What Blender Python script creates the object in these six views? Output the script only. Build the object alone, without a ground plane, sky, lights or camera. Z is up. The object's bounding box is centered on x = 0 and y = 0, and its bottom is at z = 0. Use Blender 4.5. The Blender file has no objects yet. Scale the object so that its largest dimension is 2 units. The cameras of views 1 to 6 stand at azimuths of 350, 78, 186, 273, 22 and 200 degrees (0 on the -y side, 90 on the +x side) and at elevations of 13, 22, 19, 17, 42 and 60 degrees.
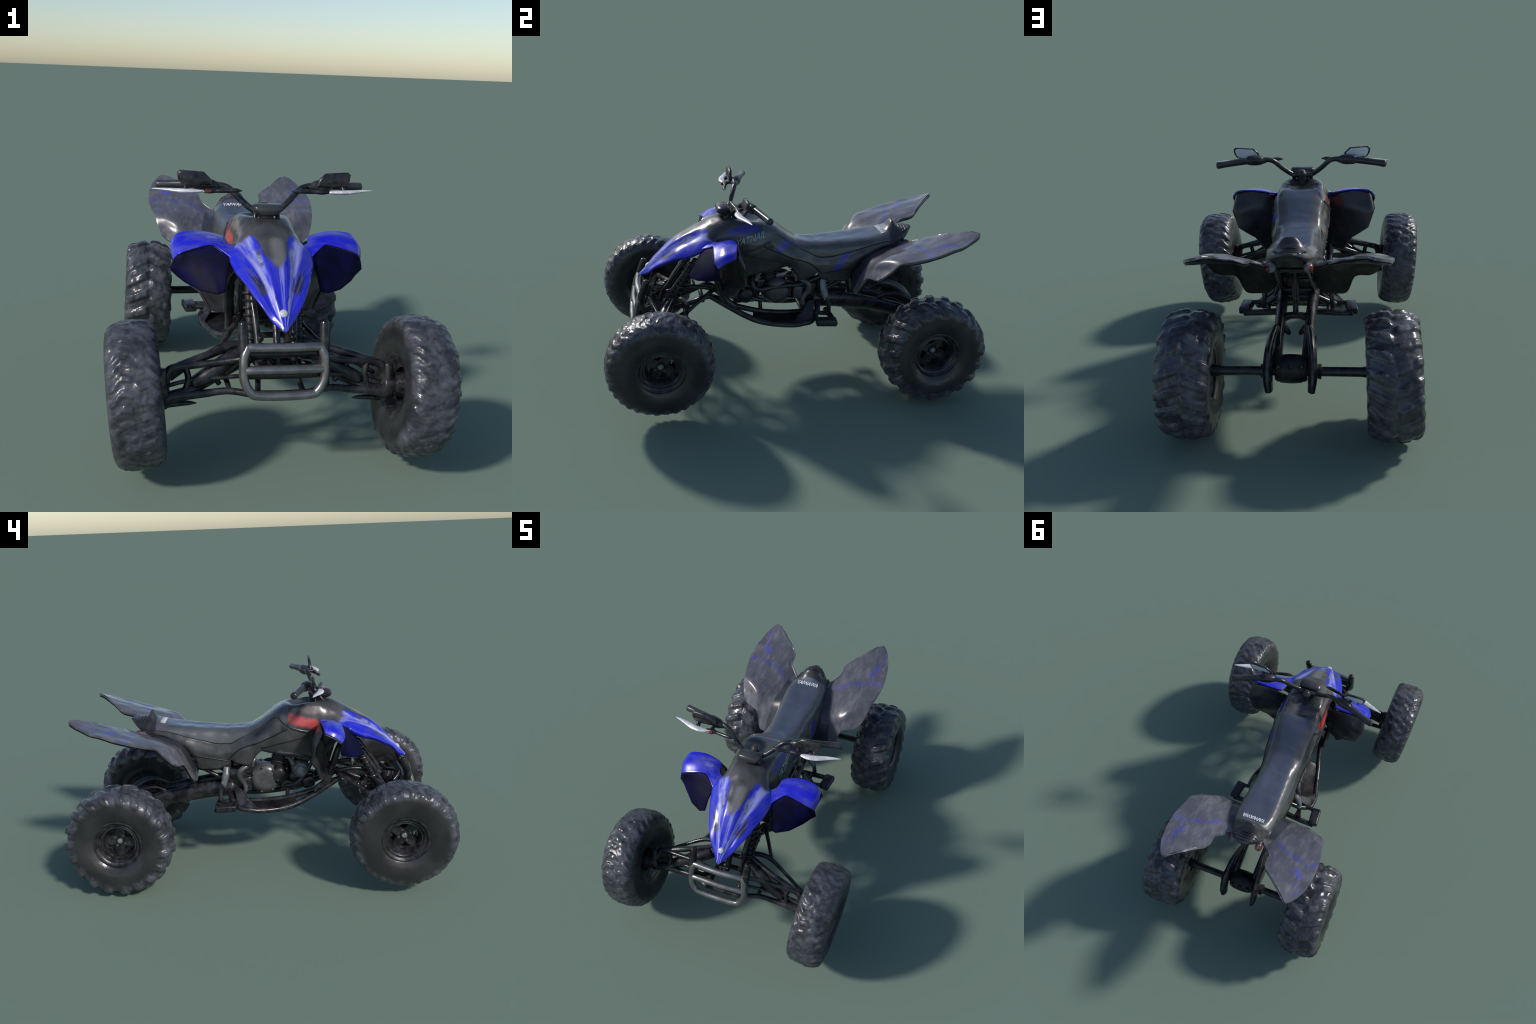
# A sport quad bike: wheels, body shell, fenders, suspension, engine, controls.
# World frame: front of the bike looks along -y, z up, metres.
import bpy, bmesh, math, random
import numpy as np
from mathutils import Matrix, Vector, noise

random.seed(7)
SC = bpy.context.scene.collection

# ------------------------------------------------------------------ materials
class NB:
    """small node builder"""
    def __init__(s, name):
        s.m = bpy.data.materials.new(name); s.m.use_nodes = True
        s.t = s.m.node_tree; s.n = s.t.nodes; s.l = s.t.links
        s.b = s.n['Principled BSDF']
        s.co = s.n.new('ShaderNodeTexCoord').outputs['Object']
    def inp(s, node, i, v):
        if v is None: return
        if hasattr(v, 'node'): s.l.new(v, node.inputs[i])
        else: node.inputs[i].default_value = v
    def math(s, op, a, b=None, c=None, clamp=False):
        n = s.n.new('ShaderNodeMath'); n.operation = op; n.use_clamp = clamp
        s.inp(n, 0, a); s.inp(n, 1, b); s.inp(n, 2, c); return n.outputs[0]
    def vec(s, op, a, b=None, out=0):
        n = s.n.new('ShaderNodeVectorMath'); n.operation = op
        s.inp(n, 0, a)
        if op == 'SCALE': s.inp(n, 3, b)
        else: s.inp(n, 1, b)
        return n.outputs[out]
    def mapping(s, v, scale=(1, 1, 1), loc=(0, 0, 0), rot=(0, 0, 0)):
        n = s.n.new('ShaderNodeMapping'); s.l.new(v, n.inputs[0])
        n.inputs['Scale'].default_value = scale; n.inputs['Location'].default_value = loc
        n.inputs['Rotation'].default_value = rot
        return n.outputs[0]
    def noise(s, scale, detail=3, rough=.55, v=None, dist=0.0):
        n = s.n.new('ShaderNodeTexNoise'); s.l.new(v or s.co, n.inputs['Vector'])
        n.inputs['Scale'].default_value = scale; n.inputs['Detail'].default_value = detail
        n.inputs['Roughness'].default_value = rough; n.inputs['Distortion'].default_value = dist
        return n.outputs['Fac']
    def rng(s, v, a, b, c=0.0, d=1.0):
        n = s.n.new('ShaderNodeMapRange'); n.interpolation_type = 'SMOOTHSTEP'
        s.inp(n, 0, v); s.inp(n, 1, a); s.inp(n, 2, b); s.inp(n, 3, c); s.inp(n, 4, d)
        return n.outputs[0]
    def mix(s, f, a, b):
        n = s.n.new('ShaderNodeMix'); n.data_type = 'RGBA'
        s.inp(n, 0, f); s.inp(n, 6, a); s.inp(n, 7, b); return n.outputs[2]
    def xyz(s, v=None):
        n = s.n.new('ShaderNodeSeparateXYZ'); s.l.new(v or s.co, n.inputs[0]); return n.outputs
    def comb(s, x, y, z):
        n = s.n.new('ShaderNodeCombineXYZ'); s.inp(n, 0, x); s.inp(n, 1, y); s.inp(n, 2, z); return n.outputs[0]
    def absx(s):
        o = s.xyz(); return s.comb(s.math('ABSOLUTE', o[0]), o[1], o[2])
    def capsule(s, p, a, b, r0, r1, wob=None):
        """soft mask of a stroke from a to b: 1 inside r0, 0 outside r1"""
        a = Vector(a); b = Vector(b); ba = b - a
        pa = s.vec('SUBTRACT', p, tuple(a))
        h = s.math('DIVIDE', s.vec('DOT_PRODUCT', pa, tuple(ba), 1), max(ba.dot(ba), 1e-9), clamp=True)
        q = s.vec('SUBTRACT', pa, s.vec('SCALE', tuple(ba), h))
        d = s.vec('LENGTH', q, None, 1)
        if wob is not None: d = s.math('ADD', d, wob)
        return s.rng(d, r0, r1, 1.0, 0.0)
    def union(s, *ms):
        r = ms[0]
        for m in ms[1:]: r = s.math('MAXIMUM', r, m)
        return r
    def bump(s, h, strength=.2, dist=.004):
        n = s.n.new('ShaderNodeBump'); s.inp(n, 'Height', h)
        n.inputs['Strength'].default_value = strength; n.inputs['Distance'].default_value = dist
        s.l.new(n.outputs[0], s.b.inputs['Normal'])
    def out(s, col, rough=.4, metal=0.0, spec=.5, coat=0.0):
        s.inp(s.b, 'Base Color', col); s.inp(s.b, 'Roughness', rough); s.inp(s.b, 'Metallic', metal)
        s.b.inputs['Specular IOR Level'].default_value = spec
        s.b.inputs['Coat Weight'].default_value = coat
        s.b.inputs['Coat Roughness'].default_value = .15
        return s.m

def C(r, g=None, b=None):
    if g is None: g = b = r
    return (r, g, b, 1.0)

def plain(name, lo, hi, scale=18, rough=(.25, .45), metal=0.0, spec=.5, bump=.15, bscale=60):
    n = NB(name)
    f = n.rng(n.noise(scale, 4, .6), .35, .68)
    n.bump(n.noise(bscale, 3, .6), bump, .004)
    return n.out(n.mix(f, C(*lo), C(*hi)), n.rng(n.noise(scale * .7, 2), .3, .7, rough[0], rough[1]), metal, spec)

MAT = {}
MAT['black_metal'] = plain('black_metal', (.007, .007, .009), (.035, .034, .038), 26, (.18, .4), 0, .5, .3, 45)
MAT['dark_plastic'] = plain('dark_plastic', (.016, .016, .019), (.042, .042, .048), 9, (.2, .38), 0, .5, .08, 25)
MAT['inner_black'] = plain('inner_black', (.004, .004, .005), (.016, .016, .018), 20, (.35, .6), 0, .4, .3, 40)
MAT['grey_metal'] = plain('grey_metal', (.055, .055, .058), (.12, .12, .125), 10, (.25, .45), .2, .5, .2, 45)
MAT['pale_metal'] = plain('pale_metal', (.10, .115, .12), (.26, .28, .29), 22, (.25, .45), .1, .5, .2, 40)
MAT['silver_lever'] = plain('silver_lever', (.55, .55, .56), (.85, .85, .86), 40, (.25, .4), .2, .5, .1, 40)
MAT['mirror_glass'] = plain('mirror_glass', (.62, .68, .73), (.75, .80, .85), 30, (.2, .35), .1, .5, .1, 40)  # base raised to keep this rear face bright in its shadow
MAT['seam'] = plain('seam', (.003, .003, .003), (.006, .006, .006), 20, (.5, .6))
MAT['red_lens'] = plain('red_lens', (.10, .015, .015), (.22, .04, .035), 25, (.15, .25))
MAT['clear_lens'] = plain('clear_lens', (.12, .12, .13), (.24, .23, .24), 25, (.15, .3))
MAT['lamp_glass'] = plain('lamp_glass', (.45, .48, .55), (.6, .63, .7), 30, (.2, .3))
MAT['letter'] = plain('letter', (.20, .25, .28), (.34, .40, .43), 60, (.3, .4))
MAT['letter_white'] = plain('letter_white', (.5, .52, .55), (.7, .72, .75), 60, (.3, .4))
MAT['blue_plastic'] = None

def mat_tyre():
    n = NB('tyre_rubber')
    o = n.xyz()
    r = n.vec('LENGTH', n.comb(0.0, o[1], o[2]), None, 1)
    r = n.math('ADD', r, n.math('MULTIPLY', n.math('SUBTRACT', n.noise(16, 3), .5), .03))
    f = n.rng(n.noise(15, 5, .65, dist=.4), .33, .7)
    tread = n.mix(f, C(.022, .023, .028), C(.088, .092, .110))          # tread lightened blue-grey for the daylight on it
    wall = n.mix(n.rng(n.noise(7, 2), .35, .7), C(.020, .020, .022), C(.034, .034, .036))
    n.bump(n.noise(50, 4, .6), .3, .004)
    return n.out(n.mix(n.rng(r, .205, .24), wall, tread), n.rng(n.noise(9, 3), .35, .65, .2, .36), 0, .5)
MAT['tyre'] = mat_tyre()

def mat_body():
    """nose cowl, tank cover and side panels: black, with the blue nose, red vent and blue flashes"""
    n = NB('body_paint')
    o = n.xyz(); ax = n.math('ABSOLUTE', o[0])
    wob = n.math('MULTIPLY', n.math('SUBTRACT', n.noise(28, 3, .6), .5), .05)
    streak = n.noise(1.0, 4, .6, v=n.mapping(n.co, (55, 9, 22), rot=(.45, 0, 0)))
    dark = n.mix(n.rng(n.noise(11, 4, .6), .35, .68), C(.034, .035, .038), C(.068, .067, .069))
    # blue nose: long bands that follow the taper of the cowl
    ap = n.absx()
    w = n.math('MAXIMUM', n.math('MULTIPLY', n.math('ADD', o[1], .815), .50), .015)
    q = n.math('DIVIDE', ax, w)                                   # 0 on the ridge, 1 on the rim
    qs = n.math('DIVIDE', o[0], w)
    st = n.noise(1.0, 4, .6, v=n.mapping(n.comb(qs, o[1], 0.0), (5.5, 7.0, 1.0)))
    fine = n.noise(1.0, 3, .6, v=n.mapping(n.comb(qs, o[1], 0.0), (14, 16, 1.0)))
    qn = n.math('ADD', q, n.math('MULTIPLY', n.math('SUBTRACT', st, .5), .22))
    def band(a, b, soft=.05):
        return n.math('MULTIPLY', n.rng(qn, a - soft, a + soft), n.rng(qn, b - soft, b + soft, 1.0, 0.0))
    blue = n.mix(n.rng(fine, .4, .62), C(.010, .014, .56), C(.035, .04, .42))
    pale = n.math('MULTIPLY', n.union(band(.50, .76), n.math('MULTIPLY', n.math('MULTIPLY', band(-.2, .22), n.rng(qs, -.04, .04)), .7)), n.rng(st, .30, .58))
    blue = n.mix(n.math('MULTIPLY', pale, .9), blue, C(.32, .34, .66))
    glint = n.math('MULTIPLY', band(.56, .70, .04), n.capsule(ap, (.12, -.54, .77), (.085, -.62, .735), .004, .045))  # pale highlight painted into the cowl blue
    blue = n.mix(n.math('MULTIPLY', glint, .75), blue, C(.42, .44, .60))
    vent = n.capsule(ap, (.098, -.580, .740), (.064, -.685, .695), .009, .023, n.math('MULTIPLY', wob, .35))
    blue = n.mix(n.math('MULTIPLY', vent, .9), blue, n.mix(n.rng(fine, .4, .6), C(.012, .012, .016), C(.07, .07, .085)))
    groove = n.union(n.capsule(ap, (.0, -.745, .655), (.030, -.712, .685), .0012, .005), n.math('MULTIPLY', band(.33, .38, .035), .7))
    blue = n.mix(n.math('MULTIPLY', groove, .75), blue, C(.004, .004, .14))
    eye = n.capsule(ap, (.060, -.540, .805), (.055, -.595, .770), .003, .018, n.math('MULTIPLY', wob, .3))
    blue = n.mix(n.math('MULTIPLY', eye, .85), blue, n.mix(n.rng(n.noise(45, 2), .38, .62), C(.05, .055, .075), C(.24, .26, .33)))
    # where blue ends: a dark tongue points forward along the ridge
    cr = n.n.new('ShaderNodeValToRGB'); n.l.new(n.math('DIVIDE', ax, .16), cr.inputs[0])
    stops = [(0, -.633), (.016, -.622), (.040, -.585), (.048, -.54), (.066, -.475), (.085, -.452), (.115, -.46), (.16, -.415)]
    el = cr.color_ramp.elements
    while len(el) < len(stops): el.new(.5)
    for e_, (px, py) in zip(el, stops):
        e_.position = px / .16; g_ = (py + .7) / .4; e_.color = (g_, g_, g_, 1)
    bnd = n.math('SUBTRACT', n.math('MULTIPLY', n.xyz(cr.outputs[0])[0], .4), .7)
    t = n.math('SUBTRACT', o[1], bnd)
    t = n.math('ADD', t, n.math('MULTIPLY', wob, .5))
    isdark = n.rng(t, -.014, .014)
    grey = n.capsule(n.co, (.01, -.61, .79), (.015, -.52, .845), .010, .045)
    darkn = n.mix(n.math('MULTIPLY', grey, .85), dark, C(.15, .15, .15))
    col = n.mix(isdark, blue, darkn)
    # left side: red vent with fine ribs
    left = n.rng(o[0], -.06, -.09)
    rib = n.math('ADD', n.math('MULTIPLY', n.math('SINE', n.math('MULTIPLY', o[1], 620)), .5), .5)
    red = n.mix(n.math('MULTIPLY', rib, .5), C(.50, .045, .042), C(.36, .11, .105))
    rm = n.math('MULTIPLY', left, n.capsule(n.co, (-.138, -.165, .832), (-.138, -.30, .795), .012, .036, n.math('MULTIPLY', wob, .5)))
    col = n.mix(rm, col, red)
    pk = n.math('MULTIPLY', left, n.capsule(n.co, (-.12, -.24, .875), (-.125, -.40, .85), .004, .03, wob))  # faint pinkish sheen drawn in colour above the vent
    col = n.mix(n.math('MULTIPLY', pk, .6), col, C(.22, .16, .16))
    # right side: blue flashes
    right = n.rng(o[0], .05, .08)
    b1 = n.capsule(n.co, (.12, -.32, .848), (.125, -.20, .872), .010, .032, wob)
    b2 = n.capsule(n.co, (.13, -.075, .755), (.125, -.020, .785), .016, .026, n.math('MULTIPLY', wob, .4))
    b3 = n.capsule(n.co, (.128, .25, .63), (.115, .31, .722), .011, .019)
    bm = n.math('MULTIPLY', right, n.union(n.math('MULTIPLY', b1, .8), n.math('MULTIPLY', b2, .9), b3))
    col = n.mix(bm, col, C(.016, .018, .32))
    n.bump(n.noise(40, 3, .6), .06, .004)
    return n.out(col, n.rng(n.noise(12, 3), .35, .65, .2, .36), 0, .5, .2)
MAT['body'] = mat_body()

def mat_seat():
    n = NB('seat_vinyl')
    f = n.rng(n.noise(9, 4, .6), .3, .7)
    c = n.mix(f, C(.056, .060, .067), C(.086, .090, .098))  # base lifted and cooled to match the bluish shaded seat flanks
    n.bump(n.noise(220, 2, .5), .05, .002)
    return n.out(c, n.rng(n.noise(7, 2), .3, .7, .24, .38), 0, .5, .3)
MAT['seat'] = mat_seat()
def mat_pad():
    n = NB('seat_pad_vinyl')
    f = n.rng(n.noise(6, 3, .6), .3, .7)
    c = n.mix(f, C(.052, .063, .096), C(.068, .081, .118))  # flat seat top, bluer than the seat sides, with a clear edge
    line = n.math('LESS_THAN', n.math('PINGPONG', n.xyz()[1], .085), .0015)
    c = n.mix(n.math('MULTIPLY', line, .25), c, C(.13, .15, .20))
    n.bump(n.noise(220, 2, .5), .05, .002)
    return n.out(c, n.rng(n.noise(7, 2), .3, .7, .24, .36), 0, .6, .5)
MAT['seat_pad'] = mat_pad()

def mat_front_fender():
    n = NB('blue_fender')
    streak = n.noise(1.0, 4, .6, v=n.mapping(n.co, (7, 18, 18), rot=(0, .15, .25)))
    c = n.mix(n.rng(streak, .38, .6), C(.012, .014, .52), C(.05, .055, .44))
    c = n.mix(n.rng(streak, .58, .72), c, C(.17, .18, .50))
    n.bump(n.noise(40, 3), .06, .004)
    return n.out(c, n.rng(n.noise(12, 3), .35, .65, .2, .34), 0, .5, .2)
MAT['blue_fender'] = mat_front_fender()

def mat_navy():
    n = NB('navy_well')
    f = n.rng(n.noise(9, 3), .35, .65)
    return n.out(n.mix(f, C(.002, .002, .012), C(.004, .004, .040)), .55, 0, .08)
MAT['navy'] = mat_navy()

def mat_rear_fender():
    n = NB('grey_fender')
    f = n.rng(n.noise(8, 4, .6), .3, .7)
    st = n.rng(n.noise(1.0, 4, .65, v=n.mapping(n.co, (40, 12, 20), rot=(0, 0, -.35))), .45, .7)
    c = n.mix(f, C(.074, .074, .090), C(.102, .100, .118))
    c = n.mix(n.math('MULTIPLY', st, .5), c, C(.20, .195, .215))
    p = n.absx(); o = n.xyz(p); p2 = n.comb(o[0], o[1], 0.0)
    wob = n.math('MULTIPLY', n.math('SUBTRACT', n.noise(26, 3, .6), .5), .05)
    line = n.union(n.capsule(p2, (.415, .66, 0), (.36, .672, 0), -0.0010, 0.0280, wob), n.capsule(p2, (.36, .672, 0), (.29, .642, 0), -0.0030, 0.0220, wob),
                   n.capsule(p2, (.29, .642, 0), (.212, .622, 0), -0.0040, 0.0190, wob), n.capsule(p2, (.212, .622, 0), (.172, .575, 0), -0.0010, 0.0260, wob))
    spot = n.union(n.capsule(p2, (.338, .728, 0), (.355, .76, 0), 0.0020, 0.0320, wob), n.math('MULTIPLY', n.capsule(p2, (.35, .75, 0), (.38, .86, 0), -0.0020, 0.0280, wob), .6))
    blot = n.rng(n.noise(22, 3), .32, .6)
    m = n.math('MULTIPLY', n.union(n.math('MULTIPLY', line, .45), n.math('MULTIPLY', spot, .75)), blot)
    c = n.mix(m, c, C(.05, .055, .42))
    # black panel next to the seat
    edge = n.math('SUBTRACT', n.math('SUBTRACT', .186, n.math('MULTIPLY', n.math('SUBTRACT', o[1], .41), .22)), o[0])
    root = n.math('MULTIPLY', n.rng(n.math('ADD', edge, n.math('MULTIPLY', wob, .2)), -.006, .008), n.rng(o[1], .60, .56))
    c = n.mix(n.math('MULTIPLY', root, .85), c, C(.020, .021, .028))
    n.bump(n.noise(35, 3), .08, .004)
    return n.out(c, n.rng(n.noise(10, 3), .35, .65, .18, .34), 0, .5, .3)
MAT['grey_fender'] = mat_rear_fender()

def mat_bumper():
    n = NB('bumper_tube')
    f = n.rng(n.noise(24, 4, .6), .35, .7)
    return n.out(n.mix(n.math('MULTIPLY', f, .8), C(.20, .20, .20), C(.30, .30, .30)), n.rng(n.noise(15, 2), .3, .7, .24, .34), .8, .5)
MAT['bumper'] = mat_bumper()

# ------------------------------------------------------------------ geometry helpers
def new_obj(name, verts, faces, mat, parent=None, smooth=True, kind=None):
    me = bpy.data.meshes.new(name)
    me.from_pydata([tuple(map(float, v)) for v in verts], [], [tuple(f) for f in faces])
    bm = bmesh.new(); bm.from_mesh(me)
    bmesh.ops.recalc_face_normals(bm, faces=bm.faces)
    bm.to_mesh(me); bm.free()
    return wrap(name, me, mat, parent, smooth)

def wrap(name, me, mat, parent=None, smooth=True, angle=50):
    ob = bpy.data.objects.new(name, me); SC.objects.link(ob)
    me.materials.clear(); me.materials.append(MAT[mat])
    if smooth:
        me.shade_smooth()
        me.set_sharp_from_angle(angle=math.radians(angle))
    if parent: ob.parent = parent
    return ob

def mirror(ob, parent='same'):
    """mirrored copy in x (own data, same frame)"""
    me = ob.data.copy()
    me.transform(Matrix.Scale(-1, 4, (1, 0, 0))); me.flip_normals()
    c = bpy.data.objects.new(ob.name, me); SC.objects.link(c)
    c.parent = ob.parent if parent == 'same' else parent
    return c

def catmull(P, k):
    """centripetal-ish Catmull-Rom through rows P, k subdivisions per segment"""
    P = np.asarray(P, float); n = len(P)
    if n == 2:
        return np.array([P[0] + (P[1] - P[0]) * i / k for i in range(k + 1)])
    out = []
    for i in range(n - 1):
        p1, p2 = P[i], P[i + 1]
        p0 = P[i - 1] if i > 0 else 2 * p1 - p2
        p3 = P[i + 2] if i + 2 < n else 2 * p2 - p1
        for j in range(k):
            t = j / k
            out.append(.5 * (2 * p1 + (p2 - p0) * t + (2 * p0 - 5 * p1 + 4 * p2 - p3) * t * t + (3 * p1 - p0 - 3 * p2 + p3) * t ** 3))
    out.append(P[-1]); return np.array(out)

def tube_data(path, r, sides=12, k=5, flat=1.0, up=(0, 0, 1), closed=False, smooth=True):
    path = np.asarray(path, float)
    r = np.full(len(path), r) if np.isscalar(r) else np.asarray(r, float)
    q = np.column_stack([path, r])
    if smooth and len(path) > 2:
        if closed:
            q = np.vstack([q[-1:], q, q[:2]]); q = catmull(q, k)[k:-k - 1]
        else: q = catmull(q, k)
    P, R = q[:, :3], np.maximum(q[:, 3], 1e-4)
    n = len(P)
    if closed: T = np.roll(P, -1, 0) - np.roll(P, 1, 0)
    else: T = np.gradient(P, axis=0)
    T /= np.linalg.norm(T, axis=1)[:, None] + 1e-12
    u = np.asarray(up, float); u = u - T[0] * (u @ T[0])
    if np.linalg.norm(u) < 1e-3: u = np.array([1., 0, 0]) - T[0] * T[0][0]
    u /= np.linalg.norm(u)
    rings = []
    def ring(p, t, u, rad):
        v = np.cross(t, u)
        return [p + rad * (math.cos(2 * math.pi * a / sides) * v + flat * math.sin(2 * math.pi * a / sides) * u) for a in range(sides)]
    fr = []
    for i in range(n):
        if i: u = u - T[i] * (u @ T[i]); u /= np.linalg.norm(u)
        fr.append(u.copy())
    if not closed:   # rounded ends
        for a in (.35, .75): rings.append(ring(P[0] - T[0] * R[0] * .5 * flat * math.cos(a * 1.57), T[0], fr[0], R[0] * math.sin(a * 1.57)))
    for i in range(n): rings.append(ring(P[i], T[i], fr[i], R[i]))
    if not closed:
        for a in (.75, .35): rings.append(ring(P[-1] + T[-1] * R[-1] * .5 * flat * math.cos(a * 1.57), T[-1], fr[-1], R[-1] * math.sin(a * 1.57)))
    V = [v for rg in rings for v in rg]; F = []
    m = len(rings)
    for i in range(m if closed else m - 1):
        for j in range(sides):
            a = i * sides + j; b = i * sides + (j + 1) % sides; i2 = (i + 1) % m
            F.append((a, b, i2 * sides + (j + 1) % sides, i2 * sides + j))
    if not closed:
        F.append(tuple(range(sides))[::-1]); F.append(tuple(range((m - 1) * sides, m * sides)))
    return V, F

def join(*datas):
    V, F = [], []
    for v, f in datas:
        o = len(V); V += list(v); F += [tuple(i + o for i in g) for g in f]
    return V, F

def tubes(name, specs, mat, parent=None, both=False, **kw):
    D = []
    for s in specs:
        path, r = s[0], s[1]; o = dict(kw); o.update(s[2] if len(s) > 2 else {})
        D.append(tube_data(path, r, **o))
        if both: D.append(tube_data([(-p[0], p[1], p[2]) for p in path], r, **o))
    return new_obj(name, *join(*D), mat, parent)

def linear(P, k):
    P = np.asarray(P, float)
    return np.array([P[i] + (P[i + 1] - P[i]) * j / k for i in range(len(P) - 1) for j in range(k)] + [P[-1]])

def grid_sheet(rows, ku=6, kv=6, lin=False):
    """surface through a grid of control points (rows of equal length)"""
    rows = np.asarray(rows, float)
    cm = linear if lin else catmull
    a = np.array([cm(r, ku) for r in rows])
    b = np.array([cm(a[:, j], kv) for j in range(a.shape[1])]).transpose(1, 0, 2)
    return b

def sheet(name, rows, thick, mat, parent, ku=6, kv=6, wob=.0, both=True, bevel=.45, lin=False):
    g = grid_sheet(rows, ku, kv, lin); nu, nv = g.shape[:2]
    V = g.reshape(-1, 3)
    if wob:
        V = np.array([v + Vector((0, 0, 1)) * wob * noise.noise(Vector(v) * 14) for v in V])
    F = [(i * nv + j, i * nv + j + 1, (i + 1) * nv + j + 1, (i + 1) * nv + j) for i in range(nu - 1) for j in range(nv - 1)]
    ob = new_obj(name, V, F, mat, parent)
    m = ob.modifiers.new('s', 'SOLIDIFY'); m.thickness = thick; m.offset = 0; m.use_even_offset = False
    m = ob.modifiers.new('b', 'BEVEL'); m.width = thick * bevel; m.segments = 3; m.limit_method = 'ANGLE'; m.angle_limit = math.radians(60)
    apply_mods(ob, 40)
    if both: return ob, mirror(ob)
    return ob

def apply_mods(ob, angle=50):
    dg = bpy.context.evaluated_depsgraph_get()
    me = bpy.data.meshes.new_from_object(ob.evaluated_get(dg))
    old = ob.data; ob.modifiers.clear(); ob.data = me; bpy.data.meshes.remove(old)
    me.shade_smooth(); me.set_sharp_from_angle(angle=math.radians(angle))

def blob_box(name, size, loc, mat, parent, rot=(0, 0, 0), bev=.3, lump=0.0, taper=None, segs=4, cuts=0):
    """rounded box, optionally lumpy"""
    bm = bmesh.new(); bmesh.ops.create_cube(bm, size=1)
    s = Vector(size)
    for v in bm.verts:
        v.co = Vector((v.co.x * s.x, v.co.y * s.y, v.co.z * s.z))
        if taper: v.co.x *= 1 + taper[0] * v.co.z / s.z; v.co.y *= 1 + taper[1] * v.co.z / s.z
    bmesh.ops.bevel(bm, geom=bm.edges[:], offset=min(s) * bev, segments=segs, profile=.5, affect='EDGES')
    if lump:
        bmesh.ops.subdivide_edges(bm, edges=bm.edges[:], cuts=2, use_grid_fill=True)
        for v in bm.verts:
            v.co += Vector((1, 1, 1)) * 0 + v.co.normalized() * lump * noise.fractal(Vector(v.co + Vector(loc)) * 26, 1, 2, 2)
    M = Matrix.Translation(loc) @ Matrix.Rotation(rot[2], 4, 'Z') @ Matrix.Rotation(rot[1], 4, 'Y') @ Matrix.Rotation(rot[0], 4, 'X')
    bm.transform(M)
    me = bpy.data.meshes.new(name); bm.to_mesh(me); bm.free()
    return wrap(name, me, mat, parent)

def revolve(profile, segs=48, closed=True):
    """profile of (axial x, radius) revolved about the x axis"""
    n = len(profile); V = []; F = []
    for s in range(segs):
        a = 2 * math.pi * s / segs; c, d = math.cos(a), math.sin(a)
        for x, r in profile: V.append((x, r * c, r * d))
    for s in range(segs):
        t = (s + 1) % segs
        for i in range(n - (0 if closed else 1)):
            j = (i + 1) % n
            F.append((s * n + i, s * n + j, t * n + j, t * n + i))
    return V, F

def xform(data, M):
    return [tuple(M @ Vector(v)) for v in data[0]], data[1]

def lathe_obj(name, profile, M, mat, parent, segs=40, closed=True):
    return new_obj(name, *xform(revolve(profile, segs, closed), M), mat, parent)

def empty(name, parent=None, loc=(0, 0, 0)):
    e = bpy.data.objects.new(name, None); SC.objects.link(e); e.location = loc
    if parent: e.parent = parent
    return e

def sstep(a, b, x):
    t = np.clip((np.asarray(x, float) - a) / (b - a), 0, 1); return t * t * (3 - 2 * t)

QUAD = empty('quad_bike')
QUAD['label'] = 'blue and black sport quad bike with chunky tyres'
QUAD['category'] = 'quad bike'

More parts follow.
